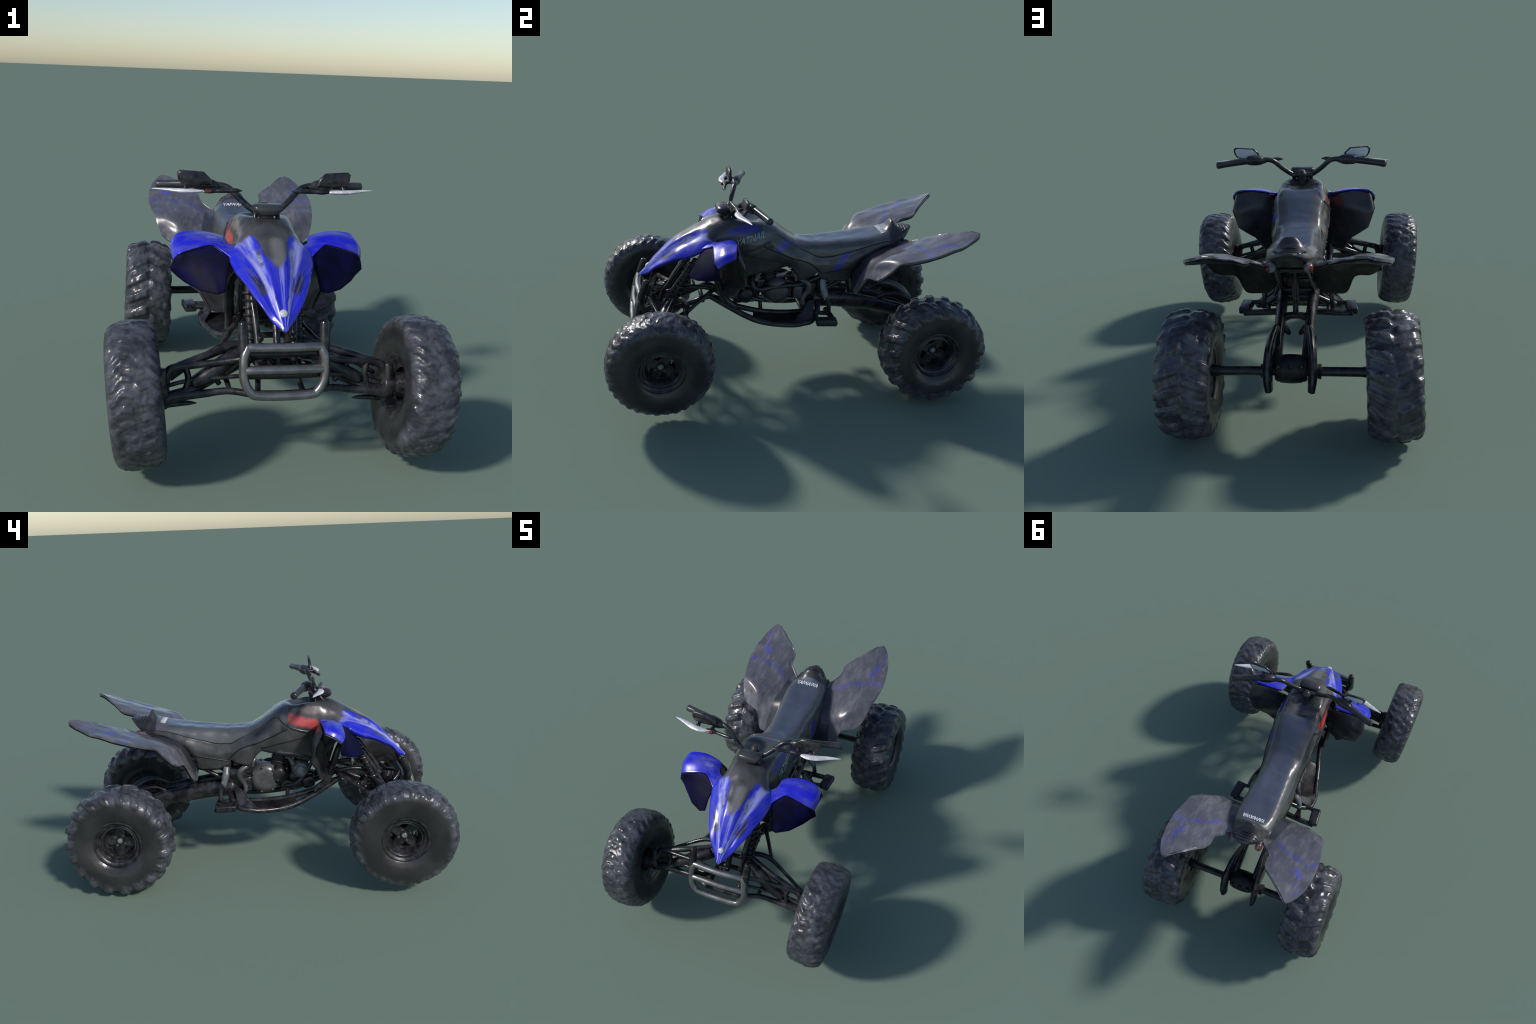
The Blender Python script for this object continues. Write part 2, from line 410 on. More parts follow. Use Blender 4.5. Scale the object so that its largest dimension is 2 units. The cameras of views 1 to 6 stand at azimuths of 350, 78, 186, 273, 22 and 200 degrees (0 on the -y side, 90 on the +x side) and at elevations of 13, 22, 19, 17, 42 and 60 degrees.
# ------------------------------------------------------------------ wheels
def tyre_mesh(name, R, W, rim, N, depth, style, seed):
    h = [(.36, rim - .006), (.41, rim + .004), (.455, rim + .020), (.49, .57 * R), (.505, .66 * R), (.503, .745 * R), (.482, .815 * R),
         (.432, .875 * R), (.335, .922 * R), (.17, .952 * R), (0, .960 * R)]
    half = catmull(np.array([(a * W, r) for a, r in h]), 5)
    prof = np.vstack([half, (half * [-1, 1])[::-1][1:]])
    d = np.gradient(prof, axis=0); nrm = np.column_stack([d[:, 1], -d[:, 0]])
    nrm /= np.linalg.norm(nrm, axis=1)[:, None]
    if nrm[len(prof) // 2, 1] < 0: nrm = -nrm
    segs = N * 14; V = []; n = len(prof)
    for s in range(segs):
        th = s / segs
        for i, (x, r) in enumerate(prof):
            a = abs(x) / (W / 2); side = 1 if x >= 0 else 0
            zone = float(sstep((.79 if style == 'front' else .73) * R, .88 * R, r))
            if style == 'front':      # close, shallow chevron blocks
                ph = N * th + .75 * a + .5 * side
                ph2 = ph + .18 * math.sin(9 * a + side)
                l = float(sstep(-.25, .55, math.sin(2 * math.pi * ph2)))
                gap = float(sstep(.0, .10, a)) * (1 - .55 * float(sstep(.40, .47, a)) * float(sstep(.56, .49, a)))
                l *= .35 + .65 * gap
            else:                     # wide bars that run over the shoulder
                ph = N * th + .55 * a ** 1.3 + .5 * side
                l = float(sstep(-.05, .35, math.sin(2 * math.pi * ph)))
                brk = 1 - .8 * float(sstep(.50, .57, a)) * float(sstep(.70, .63, a)) * (.5 + .5 * math.sin(math.pi * math.floor(ph)))
                l *= float(sstep(.02, .14, a)) * .8 + .2; l *= brk
            c, sn = math.cos(2 * math.pi * th), math.sin(2 * math.pi * th)
            p = Vector((x, r * c, r * sn))
            lump = noise.fractal(p * 30 + Vector((seed, 0, 0)), 1, 2, 3) * .0035 * zone
            amp = 1 + (.9 if style == 'front' else .5) * noise.noise(p * 11 + Vector((0, seed, 3)))
            k = depth * l * zone * amp + lump
            rr = r + nrm[i, 1] * k; xx = x + nrm[i, 0] * k
            V.append((xx, rr * c, rr * sn))
    F = []
    for s in range(segs):
        t = (s + 1) % segs
        for i in range(n - 1): F.append((s * n + i, s * n + i + 1, t * n + i + 1, t * n + i))
    me = bpy.data.meshes.new(name); me.from_pydata(V, [], F); me.materials.append(MAT['tyre'])
    bm = bmesh.new(); bm.from_mesh(me); bmesh.ops.recalc_face_normals(bm, faces=bm.faces); bm.to_mesh(me); bm.free()
    me.shade_smooth(); return me

def mesh_of(name, data, mat, angle=45):
    me = bpy.data.meshes.new(name); me.from_pydata([tuple(map(float, v)) for v in data[0]], [], data[1]); me.materials.append(MAT[mat])
    bm = bmesh.new(); bm.from_mesh(me); bmesh.ops.recalc_face_normals(bm, faces=bm.faces); bm.to_mesh(me); bm.free()
    me.shade_smooth(); me.set_sharp_from_angle(angle=math.radians(angle)); return me

def box_data(sx, sy, sz, M):
    V = [M @ Vector((x * sx / 2, y * sy / 2, z * sz / 2)) for x in (-1, 1) for y in (-1, 1) for z in (-1, 1)]
    F = [(0, 1, 3, 2), (4, 6, 7, 5), (0, 4, 5, 1), (2, 3, 7, 6), (0, 2, 6, 4), (1, 5, 7, 3)]
    return [tuple(v) for v in V], F

def wheel_parts(kind, R, W, rim, N, depth, seed):
    tm = tyre_mesh('tyre', R, W, rim, N, depth, kind, seed)
    w = W
    # stepped dish of the rim, closed solid of revolution
    prof = [(.41 * w, rim + .004), (.415 * w, rim - .004), (.39 * w, rim - .009), (.375 * w, rim - .005), (.35 * w, rim - .008), (.335 * w, rim - .018),
            (.345 * w, rim - .022), (.32 * w, rim - .027), (.295 * w, rim - .030), (.305 * w, rim - .036), (.27 * w, rim - .040), (.22 * w, rim - .043), (.12 * w, rim - .046),
            (.10 * w, rim - .050), (-.25 * w, rim - .050), (-.30 * w, rim - .020), (-.40 * w, rim - .006), (-.41 * w, rim + .004), (-.30 * w, rim), (0, rim - .012), (.3 * w, rim + .0)]
    rim_me = mesh_of('rim', revolve(prof, 64), 'black_metal')
    ro = rim - .046
    D = [revolve([(.06 * w, .040), (.09 * w, .038), (.09 * w, .012), (.03 * w, .012), (.03 * w, .040)], 40)]
    if kind == 'rear':
        D.append(revolve([(.02 * w, .012), (.02 * w, ro + .004), (-.02 * w, ro + .004), (-.02 * w, .012)], 40))
    D.append(revolve([(-.34 * w, .012), (-.34 * w, rim - .012), (-.37 * w, rim - .012), (-.37 * w, .012)], 40)) if kind == 'rear' else None
    for k in range(4):
        a = math.pi / 4 + k * math.pi / 2
        M = Matrix.Rotation(a, 4, 'X') @ Matrix.Translation((.07 * w, .0, (.03 + ro) / 2 + .002))
        D.append(box_data(.10 * w, .048, ro - .026, M))
    disc_me = mesh_of('spoke', join(*[d for d in D if d]), 'black_metal')
    hub_me = mesh_of('hub', revolve([(.06 * w, .022), (.11 * w, .021), (.13 * w, .019), (.135 * w, .017), (.135 * w, .0005), (-.40 * w, .0005), (-.40 * w, .040), (-.2 * w, .052), (-.05 * w, .050), (.02 * w, .04)], 32, False), 'black_metal')
    cap_me = mesh_of('hub_cap', revolve([(.12 * w, .014), (.15 * w, .0135), (.165 * w, .010), (.17 * w, .0005), (.12 * w, .0005)], 24, False), 'pale_metal')
    nut = []
    for k in range(4):
        a = k * math.pi / 2 + .3
        nut.append(xform(revolve([(.06 * w, .0075), (.11 * w, .0075), (.125 * w, .005), (.125 * w, .0003), (.06 * w, .0003)], 6, False),
                         Matrix.Translation((0, .030 * math.cos(a), .030 * math.sin(a)))))
    nut_me = mesh_of('wheel_nut', join(*nut), 'grey_metal')
    return tm, rim_me, disc_me, hub_me, cap_me, nut_me

def add_wheel(parts, loc, side, camber, spin):
    e = empty('wheel', QUAD)
    base = Matrix.Rotation(0 if side > 0 else math.pi, 4, 'Z')
    e.matrix_world = Matrix.Translation((side * loc[0], loc[1], loc[2])) @ Matrix.Rotation(side * camber, 4, 'Y') @ base @ Matrix.Rotation(spin, 4, 'X')
    for nm, me in zip(('tyre', 'rim', 'spoke', 'hub', 'hub_cap', 'wheel_nut'), parts):
        o = bpy.data.objects.new(nm, me); SC.objects.link(o); o.parent = e
FW = wheel_parts('front', .277, .188, .116, 32, .0042, 1)
RW = wheel_parts('rear', .2805, .226, .120, 19, .0125, 5)
for sd in (1, -1):
    add_wheel(FW, (.525, -.723, .325), sd, math.radians(5), .2 + sd * .1)
    add_wheel(RW, (.4365, .7100, .2900), sd, math.radians(-1.8), .5 - sd * .2)

# ------------------------------------------------------------------ body shell
# stations: y, then half cross-section from top centre to bottom centre (x, z)
ST = [
 (-.803, [(0, .584), (.002, .583), (.004, .581), (.006, .579), (.005, .576), (.004, .574), (.002, .573), (0, .573)]),
 (-.760, [(0, .630), (.018, .628), (.034, .615), (.042, .604), (.034, .592), (.024, .586), (.012, .584), (0, .584)]),
 (-.726, [(0, .668), (.025, .665), (.050, .655), (.074, .648), (.063, .632), (.046, .624), (.025, .622), (0, .622)]),
 (-.680, [(0, .718), (.030, .714), (.065, .697), (.100, .680), (.088, .662), (.066, .654), (.035, .652), (0, .652)]),
 (-.620, [(0, .778), (.036, .770), (.082, .745), (.126, .716), (.114, .696), (.088, .688), (.050, .686), (0, .686)]),
 (-.550, [(0, .821), (.046, .812), (.100, .782), (.149, .745), (.142, .718), (.110, .710), (.060, .708), (0, .708)]),
 (-.485, [(0, .858), (.055, .847), (.106, .820), (.163, .778), (.155, .752), (.120, .735), (.070, .725), (0, .725)]),
 (-.430, [(0, .889), (.060, .878), (.106, .845), (.140, .800), (.132, .765), (.112, .720), (.080, .690), (0, .690)]),
 (-.380, [(0, .905), (.068, .896), (.106, .860), (.126, .808), (.122, .765), (.115, .690), (.090, .635), (0, .635)]),
 (-.330, [(0, .901), (.080, .902), (.112, .865), (.129, .803), (.128, .755), (.120, .665), (.100, .585), (0, .590)]),
 (-.270, [(0, .878), (.089, .900), (.120, .862), (.138, .803), (.138, .752), (.128, .670), (.105, .585), (0, .590)]),
 (-.200, [(0, .875), (.088, .889), (.124, .850), (.145, .793), (.147, .742), (.135, .680), (.105, .598), (0, .600)]),
 (-.150, [(0, .890), (.080, .885), (.118, .858), (.138, .805), (.146, .762), (.140, .690), (.108, .612), (0, .615)]),
 (-.100, [(0, .869), (.068, .866), (.106, .852), (.119, .836), (.122, .822), (.143, .735), (.112, .625), (0, .630)]),
 (-.050, [(0, .835), (.060, .832), (.098, .820), (.111, .806), (.113, .797), (.140, .715), (.112, .638), (0, .640)]),
 (0.000, [(0, .800), (.054, .798), (.093, .787), (.106, .774), (.109, .766), (.138, .700), (.112, .640), (0, .640)]),
 (0.050, [(0, .773), (.052, .771), (.091, .758), (.106, .744), (.109, .736), (.132, .660), (.115, .566), (0, .570)]),
 (0.100, [(0, .766), (.060, .765), (.094, .748), (.106, .722), (.109, .711), (.125, .650), (.115, .576), (0, .670)]),
 (0.155, [(0, .765), (.063, .764), (.096, .742), (.108, .700), (.110, .685), (.122, .645), (.113, .595), (0, .670)]),
 (0.200, [(0, .767), (.068, .766), (.099, .742), (.110, .700), (.111, .685), (.124, .630), (.110, .555), (0, .690)]),
 (0.300, [(0, .775), (.074, .774), (.104, .750), (.113, .720), (.114, .708), (.130, .640), (.105, .545), (0, .690)]),
 (0.380, [(0, .784), (.077, .783), (.107, .762), (.116, .742), (.117, .731), (.130, .690), (.100, .645), (0, .690)]),
 (0.460, [(0, .797), (.077, .795), (.106, .779), (.114, .766), (.115, .757), (.120, .725), (.090, .705), (0, .715)]),
 (0.525, [(0, .812), (.066, .808), (.098, .790), (.108, .777), (.109, .769), (.112, .750), (.085, .732), (0, .740)]),
 (0.552, [(0, .838), (.038, .832), (.088, .796), (.104, .779), (.105, .771), (.106, .748), (.078, .722), (0, .728)]),
 (0.575, [(0, .868), (.032, .858), (.080, .800), (.099, .780), (.100, .771), (.100, .750), (.075, .730), (0, .735)]),
 (0.595, [(0, .846), (.036, .838), (.078, .805), (.094, .783), (.094, .773), (.093, .755), (.070, .738), (0, .742)]),
 (0.618, [(0, .830), (.042, .826), (.073, .808), (.086, .788), (.085, .777), (.082, .762), (.058, .745), (0, .745)]),
 (0.650, [(0, .828), (.042, .825), (.058, .815), (.066, .800), (.064, .792), (.058, .784), (.040, .780), (0, .780)]),
 (0.690, [(0, .829), (.010, .828), (.014, .826), (.016, .824), (.014, .822), (.012, .820), (.008, .818), (0, .818)]),
]
LOW = [(-.33, .572), (-.215, .597), (-.07, .634), (-.018, .648), (.005, .632), (.031, .596), (.050, .563), (.118, .580), (.148, .604), (.168, .568),
       (.22, .548), (.30, .545), (.336, .552)]
SEG = [5, 5, 5, 6, 6, 6, 4]
def pchip(xs, ys, x):
    xs = np.asarray(xs); ys = np.asarray(ys, float); h = np.diff(xs); d = np.diff(ys) / h
    m = np.zeros_like(ys); m[0], m[-1] = d[0], d[-1]
    for i in range(1, len(ys) - 1):
        if d[i - 1] * d[i] > 0:
            w1, w2 = 2 * h[i] + h[i - 1], h[i] + 2 * h[i - 1]; m[i] = (w1 + w2) / (w1 / d[i - 1] + w2 / d[i])
    k = np.clip(np.searchsorted(xs, x) - 1, 0, len(xs) - 2); t = (x - xs[k]) / h[k]
    return ((2 * t**3 - 3 * t**2 + 1) * ys[k] + (t**3 - 2 * t**2 + t) * h[k] * m[k] + (-2 * t**3 + 3 * t**2) * ys[k + 1] + (t**3 - t**2) * h[k] * m[k + 1])
YS = np.array([s[0] for s in ST]); CP = np.array([s[1] for s in ST])       # stations x 8 x 2
def half_section(y):
    P = np.array([[pchip(YS, CP[:, i, c], y) for c in (0, 1)] for i in range(8)])
    if LOW[0][0] < y < LOW[-1][0]:
        zb = np.interp(y, [l[0] for l in LOW], [l[1] for l in LOW]); P[6, 1] = zb; P[7, 1] = max(P[7, 1], zb + .004)
    out = []
    for i in range(7):
        p1, p2 = P[i], P[i + 1]
        p0 = P[i - 1] if i > 0 else np.array([-P[1][0], P[1][1]])
        p3 = P[i + 2] if i + 2 < 8 else np.array([-P[6][0], P[6][1]])
        if i == 6: p0 = 2 * p1 - p2
        if i == 5: p3 = 2 * p2 - p1
        for j in range(SEG[i]):
            t = j / SEG[i]
            out.append(.5 * (2 * p1 + (p2 - p0) * t + (2 * p0 - 5 * p1 + 4 * p2 - p3) * t * t + (3 * p1 - p0 - 3 * p2 + p3) * t**3))
    out.append(P[7]); out = np.array(out)
    # groove between seat and side panel
    g = float(sstep(-.115, -.06, y) * sstep(.60, .52, y)); k = sum(SEG[:3]) + 3
    out[k, 0] -= .010 * g; out[k - 1, 0] -= .002 * g; out[k + 1, 0] -= .003 * g
    return out
KS = sum(SEG[:3]) + 3      # index of the seam in the half section
def body_x(y, z):
    """half width of the shell at height z (between shoulder and bottom edge)"""
    s = half_section(y)[SEG[0] + 2: sum(SEG[:6]) + 1]
    o = np.argsort(s[:, 1]); return float(np.interp(z, s[o, 1], s[o, 0]))

YG = np.unique(np.concatenate([np.arange(-.803, .690, .0075), YS, [l[0] for l in LOW]]))
YG = YG[np.concatenate([[True], np.diff(YG) > 1e-3])]
secs = [half_section(y) for y in YG]; nh = len(secs[0])
BV, BF = [], []
for y, s in zip(YG, secs):
    full = [(x, z) for x, z in s] + [(-x, z) for x, z in s[-2:0:-1]]
    for x, z in full:
        # nose creases: ridge line and sunken channels beside it
        if y < -.46:
            w = np.interp(y, YS, CP[:, 3, 0]); q = abs(x) / max(w, 1e-3)
            if z > np.interp(y, YS, CP[:, 4, 1]):
                f = float(sstep(-.46, -.52, y) * sstep(-.79, -.72, y))
                z -= f * .010 * math.exp(-((q - .52) / .13) ** 2); z += f * .004 * math.exp(-((q - .30) / .12) ** 2)
        p = Vector((x, y, z)); lump = .0022 * noise.fractal(p * 17, 1, 2, 2)
        BV.append((x * (1 + lump * 6), y, z + lump))
nf = 2 * nh - 2
for i in range(len(YG) - 1):
    for j in range(nf):
        j2 = (j + 1) % nf
        BF.append((i * nf + j, i * nf + j2, (i + 1) * nf + j2, (i + 1) * nf + j))
cap0 = tuple(range(nf)); cap1 = tuple(range((len(YG) - 1) * nf, len(YG) * nf))[::-1]
BF += [cap0, cap1]
whole = bpy.data.meshes.new('whole'); whole.from_pydata(BV, [], BF)
bm = bmesh.new(); bm.from_mesh(whole); bmesh.ops.recalc_face_normals(bm, faces=bm.faces); bm.to_mesh(whole); bm.free()
whole.shade_smooth()
VN = [tuple(v.normal) for v in whole.vertices]
def region(f):
    y = sum(BV[i][1] for i in f) / len(f); j = [i % nf for i in f]
    jj = min(j) if max(j) - min(j) < nf // 2 else 0
    side = jj if jj < nh - 1 else nf - 1 - jj           # half-section segment index
    if y < -.44: return 'nose_cowl'
    if y < (-.165 if side < KS else -.105): return 'tank_cover'
    if y > .548: return 'tail_cover'
    if side < SEG[0]: return 'seat_pad'
    if side < KS: return 'seat'
    return 'side_panel_r' if BV[f[0]][0] + BV[f[2]][0] > 0 else 'side_panel_l'
groups = {}
for p in whole.polygons: groups.setdefault(region(tuple(p.vertices)), []).append(tuple(p.vertices))
for g, fs in groups.items():
    used = sorted({i for f in fs for i in f}); mp = {v: k for k, v in enumerate(used)}
    nm = 'body_panel' if g.startswith('side') else g
    me = bpy.data.meshes.new(nm); me.from_pydata([BV[i] for i in used], [], [tuple(mp[i] for i in f) for f in fs])
    me.shade_smooth(); me.normals_split_custom_set_from_vertices([VN[i] for i in used])
    ob = bpy.data.objects.new(nm, me); SC.objects.link(ob); ob.parent = QUAD
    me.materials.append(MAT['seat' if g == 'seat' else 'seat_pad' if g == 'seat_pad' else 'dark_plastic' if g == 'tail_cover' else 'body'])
bpy.data.meshes.remove(whole)

# dark joints between the side panels, lying on the shell
def on_body(pts, sgn, lift=0.0):
    out = []
    for y, z in catmull(np.array(pts), 10): out.append((sgn * (body_x(y, z) + lift), y, z))
    return out
for sgn in (1, -1):
    D = [tube_data(on_body(p, sgn), .0035, sides=6, smooth=False) for p in (
        [(-.16, .775), (-.02, .708), (.06, .680), (.113, .655), (.165, .605)],
        [(.165, .600), (.27, .622), (.36, .641), (.43, .68)],
        [(-.30, .745), (-.2, .715), (-.10, .69), (-.02, .668)])]
    new_obj('panel_joint', *join(*D), 'seam', QUAD)

# raised ribs under the tank
tubes('vent_rib', [(on_body([(-.13, .80), (-.20, .765), (-.30, .735)], 1, -.003)[::3], .007), (on_body([(-.11, .775), (-.18, .742), (-.28, .712)], 1, -.003)[::3], .006)], 'dark_plastic', QUAD)
tubes('vent_rib', [(on_body([(-.115, .835), (-.17, .785), (-.30, .745)], -1, -.002)[::3], .008), (on_body([(-.10, .64), (-.2, .625), (-.30, .60)], -1, -.006)[::3], .012)], 'dark_plastic', QUAD)

# lettering
def text_mesh(body, size, shear=.25, extrude=.0012):
    cu = bpy.data.curves.new('t', 'FONT'); cu.body = body; cu.size = size; cu.shear = shear; cu.extrude = extrude; cu.resolution_u = 3; cu.offset = .0012
    cu.align_x = 'CENTER'; cu.align_y = 'CENTER'
    ob = bpy.data.objects.new('t', cu); SC.objects.link(ob)
    bpy.context.view_layer.update()
    me = bpy.data.meshes.new_from_object(ob.evaluated_get(bpy.context.evaluated_depsgraph_get()))
    bpy.data.objects.remove(ob); bpy.data.curves.remove(cu); return me
me = text_mesh('YATNAIL', .058)
xs = [v.co.x for v in me.vertices]; half = max(xs)
for v in me.vertices:
    s = v.co.x / half
    y = -.232 + .080 * s; z = .815 + .024 * s + v.co.y * .8
    v.co = Vector((body_x(y, z) + .0015 + v.co.z, y, z))
wrap('lettering', me, 'letter', QUAD, smooth=False)
me = text_mesh('YAIWAWA', .034)
xs = [v.co.x for v in me.vertices]; half = max(xs)
def top_z(x, y):
    s = half_section(y)[:sum(SEG[:3])]; return float(np.interp(abs(x), s[:, 0], s[:, 1]))
for v in me.vertices:
    x = .066 * v.co.x / half; y = .512 + v.co.y
    v.co = Vector((x, y, top_z(x, y) + .002 + v.co.z))
wrap('lettering', me, 'letter_white', QUAD, smooth=False)

# nose lamp
lathe_obj('nose_lamp', [(0, .0005), (0, .0165), (.005, .015), (.009, .009), (.010, .0005)],
          Matrix.Translation((0, -.757, .630)) @ Matrix.Rotation(math.radians(-90), 4, 'Z') @ Matrix.Rotation(math.radians(-40), 4, 'Y'), 'lamp_glass', QUAD, 24, False)

# tail: ribbed grey cap and two round lamps
for k in range(4):
    y = .612 + .017 * k; w = np.interp(y, YS, CP[:, 2, 0]) * .95
    tubes('tail_rib', [([(-w, y, top_z(w, y) + .001), (0, y + .004, top_z(0, y) + .001), (w, y, top_z(w, y) + .001)], .0045)], 'black_metal', QUAD)
for sgn in (1, -1):
    e = empty('tail_lamp', QUAD)
    M = Matrix.Translation((sgn * .080, .600, .757)) @ Matrix.Rotation(math.radians(90), 4, 'Z') @ Matrix.Rotation(math.radians(6), 4, 'Y')
    lathe_obj('lamp_housing', [(-.01, .0005), (-.01, .010), (.02, .016), (.035, .021), (.036, .0005)], M, 'dark_plastic', e, 28, False)
    D = xform(revolve([(.033, .0205), (.040, .0215), (.050, .0205), (.060, .016), (.066, .009), (.068, .0005)], 28, False), M)
    V = np.array(D[0])
    f_red = [f for f in D[1] if sgn * np.mean(V[list(f), 0]) > .083]; f_clr = [f for f in D[1] if sgn * np.mean(V[list(f), 0]) <= .083]
    for nm, fs, m in (('red_lens', f_red, 'red_lens'), ('clear_lens', f_clr, 'clear_lens')):
        u = sorted({i for f in fs for i in f}); mp = {a: b for b, a in enumerate(u)}
        new_obj(nm, V[u], [tuple(mp[i] for i in f) for f in fs], m, e)

# ------------------------------------------------------------------ fenders
# front: blue top sheet, navy wheel well facing forward, black flap behind
BLUE_TOP = [
 [(.120, -.530, .752), (.122, -.480, .785), (.118, -.430, .802)],
 [(.168, -.484, .778), (.166, -.445, .800), (.160, -.402, .808)],
 [(.200, -.455, .798), (.198, -.400, .824), (.176, -.348, .824)],
 [(.230, -.440, .812), (.235, -.385, .834), (.228, -.332, .837)],
 [(.295, -.444, .798), (.292, -.388, .834), (.285, -.328, .843)],
 [(.352, -.446, .778), (.360, -.400, .812), (.352, -.338, .836)],
 [(.375, -.432, .752), (.384, -.392, .785), (.380, -.346, .806)],
]
sheet('fender', BLUE_TOP, .008, 'blue_fender', QUAD, 8, 6)
lb = np.array(BLUE_TOP); lb = lb * .97 + lb.mean(axis=1, keepdims=True) * .03 + (0, .002, -.009)
sheet('fender_shade_sheet', lb[1:].tolist(), .006, 'inner_black', QUAD, 5, 4)
sheet('wheel_well', [
 [(.158, -.478, .772), (.229, -.436, .804), (.295, -.440, .791), (.352, -.442, .771), (.378, -.428, .748)],
 [(.176, -.525, .712), (.240, -.505, .716), (.300, -.478, .716), (.354, -.450, .713), (.386, -.425, .710)],
 [(.185, -.553, .654), (.215, -.556, .645), (.275, -.522, .650), (.330, -.465, .668), (.358, -.428, .686)],
], .008, 'navy', QUAD, 4, 4, lin=True)
sheet('mud_flap', [
 [(.150, -.345, .790), (.200, -.333, .824), (.280, -.328, .836), (.350, -.328, .824), (.362, -.336, .808)],
 [(.135, -.345, .730), (.200, -.310, .745), (.300, -.290, .755), (.368, -.292, .740), (.376, -.300, .738)],
 [(.125, -.350, .660), (.190, -.318, .655), (.270, -.288, .648), (.336, -.277, .648), (.346, -.284, .652)],
 [(.125, -.365, .585), (.165, -.345, .580), (.210, -.328, .585), (.256, -.305, .590), (.264, -.312, .594)],
 [(.142, -.385, .522), (.165, -.360, .510), (.190, -.348, .508), (.210, -.328, .512), (.217, -.334, .516)],
], .010, 'dark_plastic', QUAD, 4, 4, wob=.006, lin=True)
# rear: broad grey blades with a folded front
REAR_BLADE = [
 [(.095, .345, .560), (.130, .335, .530), (.185, .330, .524), (.238, .334, .530), (.275, .375, .625), (.340, .402, .640), (.378, .425, .668)],
 [(.100, .378, .640), (.135, .370, .622), (.185, .368, .606), (.238, .374, .616), (.286, .405, .676), (.342, .440, .697), (.394, .462, .708)],
 [(.095, .425, .712), (.140, .418, .694), (.186, .418, .682), (.240, .428, .700), (.295, .448, .735), (.350, .476, .752), (.407, .505, .754)],
 [(.085, .520, .745), (.120, .518, .736), (.170, .522, .734), (.235, .535, .754), (.300, .550, .775), (.365, .565, .776), (.424, .585, .776)],
 [(.085, .600, .750), (.118, .622, .755), (.165, .640, .778), (.230, .645, .792), (.300, .650, .796), (.370, .655, .796), (.434, .665, .797)],
 [(.160, .688, .794), (.178, .700, .800), (.210, .715, .812), (.255, .728, .820), (.310, .738, .823), (.370, .745, .822), (.430, .750, .822)],
 [(.170, .768, .821), (.188, .780, .828), (.220, .797, .840), (.265, .813, .850), (.315, .825, .852), (.370, .832, .850), (.414, .838, .850)],
 [(.245, .843, .866), (.258, .853, .868), (.280, .864, .872), (.304, .875, .874), (.332, .886, .875), (.364, .895, .874), (.388, .900, .872)],
 [(.320, .915, .892), (.328, .925, .894), (.336, .933, .894), (.345, .940, .893), (.353, .941, .892), (.360, .938, .889), (.368, .932, .886)],
]
REAR_BLADE = np.array(REAR_BLADE)
rf = sheet('fender', REAR_BLADE, .012, 'grey_fender', QUAD, 5, 6, wob=.006)
# shade under the blades, modelled as a near-black sheet
ub = np.array(REAR_BLADE); ctr = ub.mean(axis=1, keepdims=True); ub = ub * .965 + ctr * .035
ub[:3] += (0, .013, -.004); ub[3:] += (0, 0, -.012)
rf += sheet('fender_shade_sheet', ub.tolist(), .006, 'inner_black', QUAD, 4, 4, wob=.006)
rf[0].data.transform(Matrix.Translation((-.007, 0, 0))); rf[2].data.transform(Matrix.Translation((-.007, 0, 0)))   # one blade sits a touch further in
